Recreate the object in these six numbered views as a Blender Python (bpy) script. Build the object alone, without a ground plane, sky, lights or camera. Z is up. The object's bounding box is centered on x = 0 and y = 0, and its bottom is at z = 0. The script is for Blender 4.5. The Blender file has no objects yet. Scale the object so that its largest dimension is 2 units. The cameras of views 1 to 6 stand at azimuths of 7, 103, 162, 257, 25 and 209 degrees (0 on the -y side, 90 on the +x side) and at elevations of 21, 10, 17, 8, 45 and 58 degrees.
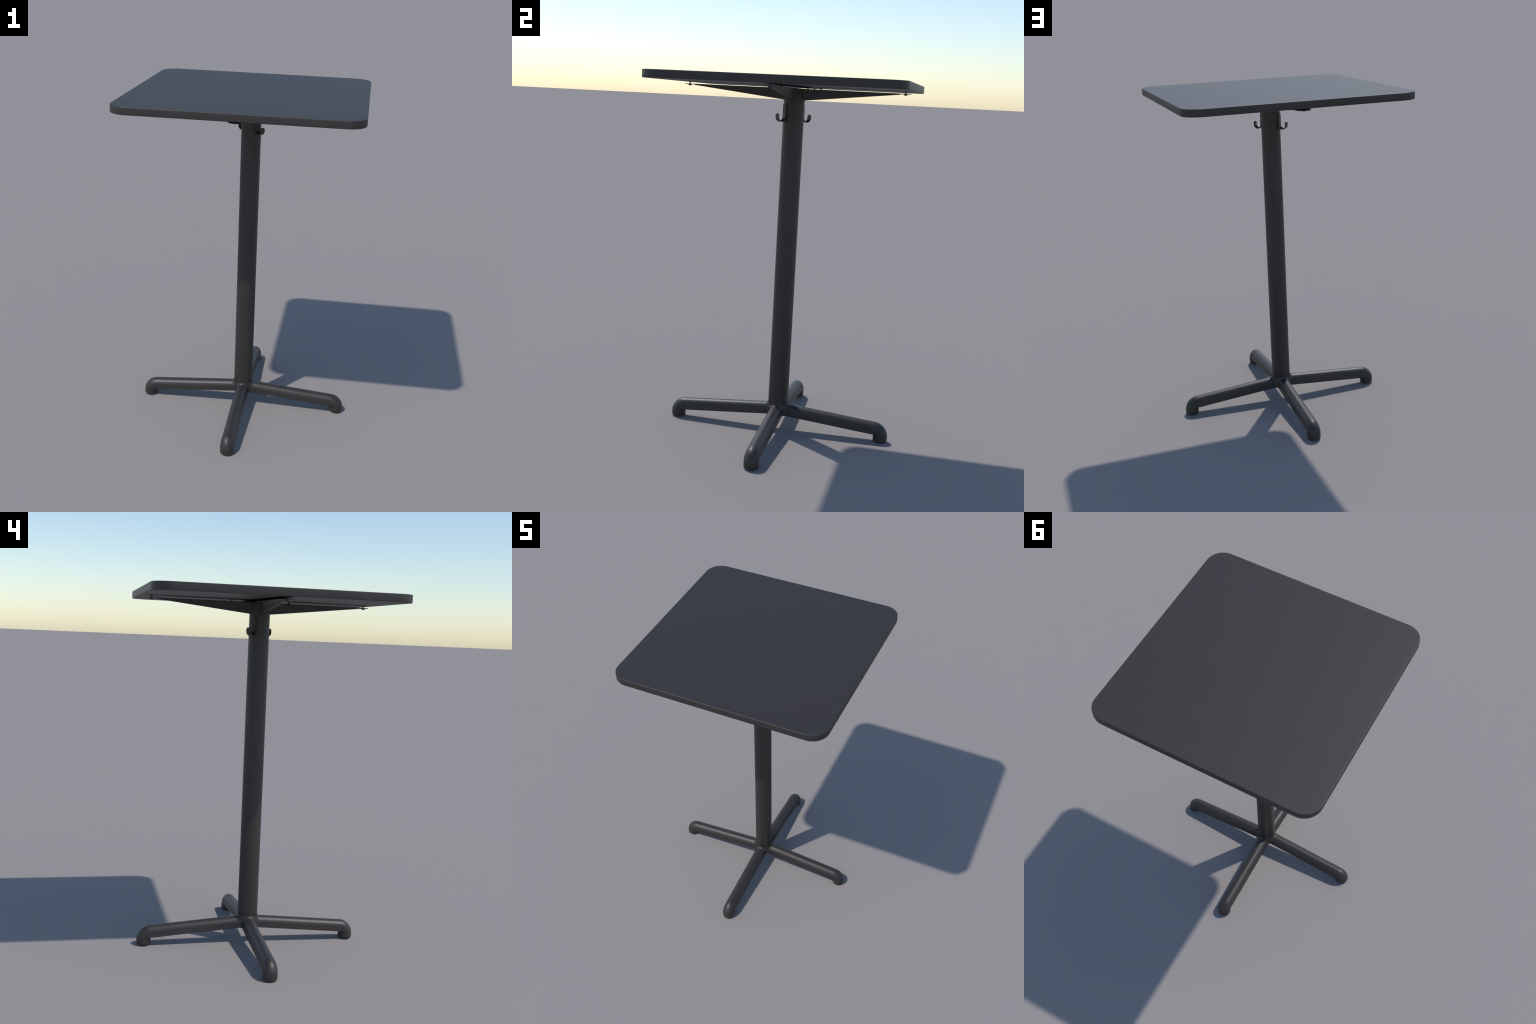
import bpy, bmesh, math
from mathutils import Vector, Matrix

# ------------------------------------------------------------------ sizes (m)
TOP_HALF, TOP_R, TOP_Z0, TOP_Z1 = 0.6611, 0.102, 1.9585, 2.0
COL_R, SEAM_Z = 0.0571, 0.170
LEG_R, LEG_Z0, LEG_SLOPE = 0.0368, 0.1206, -0.083      # axis height z = z0 + slope*r
LEG_FLARE = 0.0028                                      # the flanks widen towards the underside
LEG_B = 0.0258                                          # depth of the flat underside below the axis
CORNER_R, CORNER_Z, FOOT_R = 0.5608, 0.0488, 0.0405     # inner corner of the elbow
HUB_END = 0.135
FL_Z0, FL_Z1 = 1.9433, 1.9466                           # flange of the support arms
HOLE = 0.425


# ------------------------------------------------------------------ materials
def powder_coat(name, base, rough, grain=0.10):
    m = bpy.data.materials.new(name)
    m.use_nodes = True
    nt = m.node_tree
    b = nt.nodes["Principled BSDF"]
    tc = nt.nodes.new("ShaderNodeTexCoord")
    n = nt.nodes.new("ShaderNodeTexNoise")
    n.inputs["Scale"].default_value = 9.0
    n.inputs["Detail"].default_value = 5.0
    nt.links.new(tc.outputs["Object"], n.inputs["Vector"])
    r = nt.nodes.new("ShaderNodeValToRGB")
    r.color_ramp.elements[0].position = 0.3
    r.color_ramp.elements[1].position = 0.7
    lo, hi = 1.0 - grain * 0.5, 1.0 + grain * 0.5
    r.color_ramp.elements[0].color = (base[0] * lo, base[1] * lo, base[2] * lo, 1)
    r.color_ramp.elements[1].color = (base[0] * hi, base[1] * hi, base[2] * hi, 1)
    nt.links.new(n.outputs["Fac"], r.inputs["Fac"])
    nt.links.new(r.outputs["Color"], b.inputs["Base Color"])
    b.inputs["Roughness"].default_value = rough
    b.inputs["IOR"].default_value = 1.515
    return m


MAT_TOP = powder_coat("laminate_anthracite", (0.0318, 0.0263, 0.0238), 0.50, 0.06)
MAT_STEEL = powder_coat("powder_coated_steel", (0.0303, 0.0253, 0.0224), 0.465, 0.08)
MAT_BOLT = powder_coat("black_bolt_steel", (0.012, 0.012, 0.013), 0.45, 0.05)
MAT_GLIDE = powder_coat("black_plastic_glide", (0.012, 0.012, 0.012), 0.60, 0.05)


# ------------------------------------------------------------------ helpers
def add_object(name, mesh, mat, parent=None, loc=(0, 0, 0), rot=0.0):
    o = bpy.data.objects.new(name, mesh)
    bpy.context.collection.objects.link(o)
    if mat is not None and not mesh.materials:
        mesh.materials.append(mat)
    o.parent = parent
    o.location = loc
    o.rotation_euler = (0, 0, rot)
    return o


def mesh_from_bm(bm, name, smooth_angle=None):
    bmesh.ops.recalc_face_normals(bm, faces=bm.faces[:])
    me = bpy.data.meshes.new(name)
    if smooth_angle is not None:
        for f in bm.faces:
            f.smooth = True
        lim = math.radians(smooth_angle)
        for e in bm.edges:
            if len(e.link_faces) != 2 or e.calc_face_angle(0.0) > lim:
                e.smooth = False
    bm.to_mesh(me)
    bm.free()
    return me


def loft(bm, rings, cap0=True, cap1=True):
    """Skin a list of closed rings (lists of points, same count)."""
    vr = [[bm.verts.new(p) for p in r] for r in rings]
    n = len(vr[0])
    for a, b in zip(vr, vr[1:]):
        for i in range(n):
            bm.faces.new((a[i], a[(i + 1) % n], b[(i + 1) % n], b[i]))
    if cap0:
        bm.faces.new(vr[0][::-1])
    if cap1:
        bm.faces.new(vr[-1])
    return vr


def circle(r, z, n=64, c=(0.0, 0.0)):
    return [(c[0] + r * math.cos(2 * math.pi * i / n),
             c[1] + r * math.sin(2 * math.pi * i / n), z) for i in range(n)]


def rounded_square(half, rad, z, seg=20):
    pts = []
    for q, (sx, sy) in enumerate(((1, 1), (-1, 1), (-1, -1), (1, -1))):
        for i in range(seg + 1):
            a = math.pi / 2 * (q + i / seg)
            pts.append((sx * (half - rad) + rad * math.cos(a),
                        sy * (half - rad) + rad * math.sin(a), z))
    return pts


# ------------------------------------------------------------------ the table
table = bpy.data.objects.new("bar_table", None)
bpy.context.collection.objects.link(table)
table["label"] = "tall square anthracite bar table with round column and four-legged base"
table["category"] = "bar table"

# ---- tabletop: rounded-square slab with eased edges and four blind pilot holes
EASE_T, EASE_B = 0.0034, 0.0030
prof = []
for i in range(5):
    a = math.pi / 2 * i / 4
    prof.append((-EASE_B * (1 - math.sin(a)), TOP_Z0 + EASE_B * (1 - math.cos(a))))
for i in range(7):
    a = math.pi / 2 * i / 6
    prof.append((-EASE_T * (1 - math.cos(a)), TOP_Z1 - EASE_T * (1 - math.sin(a))))
bm = bmesh.new()
rings = [rounded_square(TOP_HALF + d, TOP_R + d, z) for d, z in prof]
loft(bm, rings)
slab = add_object("tabletop", mesh_from_bm(bm, "tabletop", 40), MAT_TOP, table)

bm = bmesh.new()
for sx in (1, -1):
    for sy in (1, -1):
        c = (sx * HOLE, sy * HOLE)
        loft(bm, [circle(0.0065, TOP_Z0 - 0.01, 24, c), circle(0.0065, TOP_Z0 + 0.018, 24, c)])
cutter = add_object("hole_cutter", mesh_from_bm(bm, "hole_cutter"), MAT_TOP)
mod = slab.modifiers.new("holes", "BOOLEAN")
mod.operation, mod.object, mod.solver = "DIFFERENCE", cutter, "EXACT"
dg = bpy.context.evaluated_depsgraph_get()
dg.update()
cut = bpy.data.meshes.new_from_object(slab.evaluated_get(dg))
slab.modifiers.clear()
slab.data = cut
bm = bmesh.new()
bm.from_mesh(cut)
for f in bm.faces:
    f.smooth = True
for e in bm.edges:
    e.smooth = not (len(e.link_faces) != 2 or e.calc_face_angle(0.0) > math.radians(40))
# keep the big flat faces perfectly flat in shading
for f in bm.faces:
    if abs(f.normal.z) > 0.999:
        f.smooth = False
bm.to_mesh(cut)
bm.free()
bpy.data.objects.remove(cutter)

# ---- column
bm = bmesh.new()
rings = [circle(COL_R - 0.0016, SEAM_Z - 0.004, 96), circle(COL_R - 0.0016, SEAM_Z + 0.0002, 96),
         circle(COL_R, SEAM_Z + 0.0012, 96)]
rings += [circle(COL_R, SEAM_Z + 0.02 + (FL_Z0 - SEAM_Z - 0.02) * i / 12, 96) for i in range(13)]
loft(bm, rings)
column = add_object("column", mesh_from_bm(bm, "column", 30), MAT_STEEL, table)


# ---- coat hooks: flat strip on the column bent into a J
def coat_hook_mesh():
    T, W, ZTOP = 0.0050, 0.0305, 1.8625
    r0 = COL_R + 0.0023                  # middle of the strip against the column
    r1 = 0.1045                          # middle of the free end
    R = (r1 - r0) / 2
    zc = 1.7655 + T / 2 + R
    path = []                            # (r, z, half width)
    hw = W / 2
    def end_width(d):                    # rounded strip end
        c = 0.0115
        return hw - c + math.sqrt(max(c * c - max(c - d, 0.0) ** 2, 0.0)) if d < c else hw
    cap = [0.0003, 0.001, 0.002, 0.0035, 0.0055, 0.008, 0.011, hw]
    for d in cap:
        path.append((r0, ZTOP - d, end_width(d), (1, 0)))
    for i in range(1, 7):
        path.append((r0, ZTOP - hw + (zc - ZTOP + hw) * i / 7, hw, (1, 0)))
    for i in range(0, 25):
        a = math.pi * i / 24
        path.append((r0 + R - R * math.cos(a), zc - R * math.sin(a), hw,
                     (math.cos(a), math.sin(a))))
    zend = 1.8095
    for d in cap[::-1]:
        if zend - d > zc + 0.0005:
            path.append((r1, zend - d, end_width(d), (-1, 0)))
    bm = bmesh.new()
    rings = []
    e = 0.0009
    for r, z, w, n in path:
        sec = []
        for (s, t) in ((-1, -1), (-1, 1), (1, 1), (1, -1)):
            # chamfered rectangle across the strip
            tt = t * T / 2
            if (s, t) in ((-1, -1), (1, 1)):
                order = ((max(w - e, 0), T / 2), (w, T / 2 - e))
            else:
                order = ((w, T / 2 - e), (max(w - e, 0), T / 2))
            for ww, th in order:
                sec.append((r + n[0] * t * th, s * ww, z + n[1] * t * th))
        rings.append(sec)
    loft(bm, rings)
    return mesh_from_bm(bm, "coat_hook", 35)


hook_me = coat_hook_mesh()
for ang in (-45, 135):
    add_object("coat_hook", hook_me, MAT_STEEL, column, rot=math.radians(ang))


# ---- cast hub: column stub and four leg roots joined with round fillets
def leg_axis_z(r):
    return LEG_Z0 + LEG_SLOPE * r


LA = math.atan(LEG_SLOPE)
LCOS, LSIN = math.cos(LA), math.sin(LA)


def round_union(a, b, rho):
    u, v = max(rho - a, 0.0), max(rho - b, 0.0)
    return max(rho, min(a, b)) - math.hypot(u, v)


EDGE = 0.0035                                           # easing along the flat underside


def hub_distance(p):
    x, y, z = p
    dz = z - LEG_Z0
    legs = []
    for c, s in ((1, 0), (0, 1), (-1, 0), (0, -1)):
        lx, ly = c * x + s * y, -s * x + c * y
        if lx < -0.02:
            continue
        h = -lx * LSIN + dz * LCOS
        wide = LEG_R + LEG_FLARE * min(max(-h, 0.0) / LEG_B, 1.0)
        legs.append(math.hypot(ly, max(h, 0.0)) - wide)      # round top, flaring flanks
    d = legs[0]
    for l in legs[1:]:
        d = round_union(d, l, 0.015)
    d = round_union(d, math.hypot(x, y) - COL_R, 0.016)
    bottom = max(abs(x), abs(y)) * LSIN - dz * LCOS - LEG_B   # flat underside
    u, v = max(d + EDGE, 0.0), max(bottom + EDGE, 0.0)
    return min(-EDGE, max(d, bottom)) + math.hypot(u, v)


def gradient(p, h=2e-4):
    g = []
    for i in range(3):
        a, b = list(p), list(p)
        a[i] += h
        b[i] -= h
        g.append((hub_distance(a) - hub_distance(b)) / (2 * h))
    return Vector(g)


bm = bmesh.new()
def leg_section(n_arc=32, r=LEG_R, b=LEG_B, e=EDGE, flare=LEG_FLARE):
    """Leg cross-section (sideways, up): half-round top, flaring flanks, flat underside."""
    rb = r + flare
    pts = [(r * math.cos(math.pi * i / n_arc), r * math.sin(math.pi * i / n_arc)) for i in range(n_arc + 1)]
    pts += [(-r - flare * 0.35, -b * 0.35), (-r - flare * 0.7, -b * 0.7)]
    for i in range(5):
        a = math.pi + math.pi / 2 * i / 4
        pts.append((-rb + e + e * math.cos(a), -b + e + e * math.sin(a)))
    pts += [(-r * 0.5, -b), (0.0, -b), (r * 0.5, -b)]
    for i in range(5):
        a = 1.5 * math.pi + math.pi / 2 * i / 4
        pts.append((rb - e + e * math.cos(a), -b + e + e * math.sin(a)))
    pts += [(r + flare * 0.7, -b * 0.7), (r + flare * 0.35, -b * 0.35)]
    return pts


loft(bm, [circle(COL_R + 0.004, 0.0925, 48), circle(COL_R + 0.002, SEAM_Z + 0.03, 48)])
for k in range(4):
    a = k * math.pi / 2
    rings = []
    for s in (0.0, 0.18):
        ring = []
        for y, h in leg_section():
            lx, z = s * LCOS - h * LSIN, LEG_Z0 + s * LSIN + h * LCOS
            ring.append((lx * math.cos(a) - y * math.sin(a), lx * math.sin(a) + y * math.cos(a), z))
        rings.append(ring)
    loft(bm, rings)
raw = add_object("hub_raw", mesh_from_bm(bm, "hub_raw"), MAT_STEEL)
rm = raw.modifiers.new("remesh", "REMESH")
rm.mode, rm.voxel_size = "VOXEL", 0.0034
dg = bpy.context.evaluated_depsgraph_get()
dg.update()
rem = bpy.data.meshes.new_from_object(raw.evaluated_get(dg))
bpy.data.objects.remove(raw)
bm = bmesh.new()
bm.from_mesh(rem)
for _ in range(3):
    bmesh.ops.smooth_vert(bm, verts=bm.verts[:], factor=0.5, use_axis_x=True, use_axis_y=True, use_axis_z=True)
for v in bm.verts:
    if max(abs(v.co.x), abs(v.co.y)) > HUB_END + 0.02 or v.co.z > SEAM_Z + 0.015:
        continue
    for _ in range(4):
        d = hub_distance(v.co)
        if abs(d) < 1e-6:
            break
        g = gradient(v.co)
        if g.length < 0.2:
            break
        v.co -= g * (d / g.length_squared)
for k in range(4):
    a = k * math.pi / 2
    n = Vector((LCOS * math.cos(a), LCOS * math.sin(a), LSIN))
    co = Vector((HUB_END * n.x, HUB_END * n.y, LEG_Z0 + HUB_END * LSIN))
    bmesh.ops.bisect_plane(bm, geom=bm.verts[:] + bm.edges[:] + bm.faces[:], plane_co=co,
                           plane_no=n, clear_outer=True)
bmesh.ops.bisect_plane(bm, geom=bm.verts[:] + bm.edges[:] + bm.faces[:], plane_co=(0, 0, SEAM_Z - 0.0004),
                       plane_no=(0, 0, 1), clear_outer=True)
bmesh.ops.recalc_face_normals(bm, faces=bm.faces[:])
for f in bm.faces:
    f.smooth = True
hub_me = bpy.data.meshes.new("base_hub")
bm.to_mesh(hub_me)
bm.free()
nrm = []
for v in hub_me.vertices:
    g = gradient(v.co)
    nrm.append(g.normalized() if g.length > 0.2 else v.normal.copy())
hub_me.normals_split_custom_set_from_vertices(nrm)
hub = add_object("base_hub", hub_me, MAT_STEEL, table)


# ---- legs: sloping tube, tight elbow, vertical foot
def leg_mesh():
    bm = bmesh.new()
    rings = []
    s_end = (CORNER_R - 0.004) / LCOS
    for s in (HUB_END, 0.22, 0.30, 0.38, 0.46, 0.52, s_end):
        rings.append([(s * LCOS - h * LSIN, y, LEG_Z0 + s * LSIN + h * LCOS) for y, h in leg_section()])
    # elbow: the section swings about the sharp inner corner, its crown follows an ellipse
    r_top = s_end * LCOS - LEG_R * LSIN
    z_top = LEG_Z0 + s_end * LSIN + LEG_R * LCOS
    ec, ez = r_top + 0.0005, 0.0275                       # ellipse centre
    ea, eb = FOOT_X + FOOT_R - ec, z_top - 0.0004 - ez
    n = 18
    t_end = math.acos((CORNER_Z + 0.0004 - ez) / eb)   # section ends level with the inner corner
    for i in range(1, n + 1):
        t = t_end * i / n
        O = (ec + ea * math.sin(t), ez + eb * math.cos(t))
        f = i / n
        I = (CORNER_R, CORNER_Z)
        dx, dz = O[0] - I[0], O[1] - I[1]
        L = math.hypot(dx, dz)
        ux, uz = dx / L, dz / L
        w = LEG_R + (FOOT_R - LEG_R) * f
        ring = []
        for y, h in leg_section(r=w, b=L - w, e=min(EDGE, 0.9 * (L - w)), flare=LEG_FLARE * (1 - f)):
            q = h + (L - w)
            y *= 1.0 - 0.09 * f * max(-h, 0.0) / (L - w)   # narrower towards the inner corner
            ring.append((I[0] + ux * q, y, I[1] + uz * q))
        rings.append(ring)
    loft(bm, rings, cap0=False)
    # round foot below the elbow
    zr = 0.0056
    foot = []

    def foot_ring(z, ease):
        crown = ec + ea * math.sqrt(1 - (max(z - ez, 0.0) / eb) ** 2)
        cx = crown - FOOT_R
        ring = []
        for i in range(64):
            a = 2 * math.pi * i / 64
            rx = FOOT_R if math.cos(a) > 0 else cx - CORNER_R
            ring.append((cx + (rx - ease) * math.cos(a), (FOOT_R - ease) * math.sin(a), z))
        foot.append(ring)

    z_hi = CORNER_Z + 0.0004
    for i in range(8):
        foot_ring(z_hi + (ez - z_hi) * i / 7, 0.0)
    for z in (0.022, zr + 0.0045):
        foot_ring(z, 0.0)
    for i in range(1, 6):
        a = math.pi / 2 * i / 5
        foot_ring(zr + 0.0045 * (1 - math.sin(a)), 0.0036 * (1 - math.cos(a)))
    loft(bm, foot)
    return mesh_from_bm(bm, "leg", 42), FOOT_X


FOOT_X = CORNER_R + FOOT_R
leg_me, foot_x = leg_mesh()
bm = bmesh.new()
loft(bm, [circle(0.0220, 0.0, 48, (foot_x, 0)), circle(0.0235, 0.0012, 48, (foot_x, 0)),
          circle(0.0240, 0.0080, 48, (foot_x, 0))])
glide_me = mesh_from_bm(bm, "foot_glide", 50)
for k in range(4):
    leg = add_object("leg", leg_me, MAT_STEEL, table, rot=k * math.pi / 2)
    add_object("foot_glide", glide_me, MAT_GLIDE, leg)


# ---- support arms: thin flange under the top, tapering web below
TIP_C, TIP_W = 0.586, 0.043
ROOT = 0.068                                            # half width where neighbours meet


def flange_half(r):
    return TIP_W + (ROOT - 0.006 - TIP_W) * (TIP_C - r) / (TIP_C - 0.15)


def support_arm_mesh():
    bm = bmesh.new()
    # flange outline (one side), from the crossing centre along the diagonal
    side = [(ROOT + 0.004, ROOT + 0.004)]
    for i in range(1, 9):                               # fillet towards the next arm
        t = i / 8
        r = ROOT + 0.004 + t * 0.06
        side.append((r, flange_half(r) + (1 - t) ** 2 * (ROOT + 0.004 - flange_half(ROOT + 0.004))))
    for i in range(1, 13):
        r = 0.132 + (TIP_C - 0.132) * i / 12
        side.append((r, flange_half(r)))
    tip = []
    for i in range(1, 20):
        a = math.pi / 2 - math.pi * i / 20
        tip.append((TIP_C + TIP_W * math.cos(a), TIP_W * math.sin(a)))
    outline = [(0.0, 0.0)] + [(r, -t) for r, t in side] + [(r, t) for r, t in tip[::-1]] + side[::-1]
    loft(bm, [[(x, y, FL_Z0) for x, y in outline], [(x, y, FL_Z1) for x, y in outline]])
    # web: trapezoid section, deepest at the column
    R0, ZB0, R1 = COL_R, 1.8848, 0.5860
    BH, DRAFT = 0.0090, 0.22
    rings = []
    stations = [0.036, 0.050, 0.055, 0.058, 0.062, 0.067, 0.073, 0.080, 0.10, 0.16, 0.25, 0.35, 0.45, 0.52, 0.550, 0.570]
    for r in stations:
        zb = ZB0 + (FL_Z0 - 0.0012 - ZB0) * (r - R0) / (R1 - R0)
        h = FL_Z0 - zb
        fr = 0.014
        d = r - R0
        flare = 0.0
        if d < fr:
            flare = fr - math.sqrt(max(fr * fr - (fr - max(d, 0.0)) ** 2, 0.0))
            flare *= 0.6
        e = min(0.0045, h * 0.45)
        prof = []
        for i in range(5):                              # rounded lower edge
            a = math.pi / 2 * i / 4
            prof.append((BH - e + e * math.sin(a), e * (1 - math.cos(a))))
        for t in (0.4, 0.7, 1.0):
            prof.append((BH + DRAFT * (e + (h - e) * t - e), e + (h - e) * t))
        half = [(w + flare * min(1.0, dz / 0.01), zb + dz) for w, dz in prof]
        # small fillet under the flange
        w, z = half[-1]
        half[-1] = (w + min(0.004, 0.2 * h), z + 0.0008)
        rings.append([(r, w, z) for w, z in half] + [(r, -w, z) for w, z in half[::-1]])
    loft(bm, rings)
    return mesh_from_bm(bm, "support_arm", 32)


def bolt_mesh():
    bm = bmesh.new()
    z = FL_Z0
    rings = [circle(0.0036, TOP_Z0 + 0.004, 20), circle(0.0036, z - 0.0005, 20)]
    rings += [circle(0.0100, z - 0.0001, 20), circle(0.0100, z - 0.0012, 20)]
    for i in range(1, 6):
        a = math.pi / 2 * i / 5
        rings.append(circle(max(0.0100 * math.cos(a), 0.0004), z - 0.0012 - 0.0058 * math.sin(a), 20))
    loft(bm, rings)
    return mesh_from_bm(bm, "bolt", 40)


arm_me = support_arm_mesh()
bolt_me = bolt_mesh()
for k in range(4):
    arm = add_object("support_arm", arm_me, MAT_STEEL, table, rot=k * math.pi / 2)
    add_object("bolt", bolt_me, MAT_BOLT, arm, loc=(0.600, 0, 0))
    add_object("bolt", bolt_me, MAT_BOLT, arm, loc=(0.152, -0.043, 0))
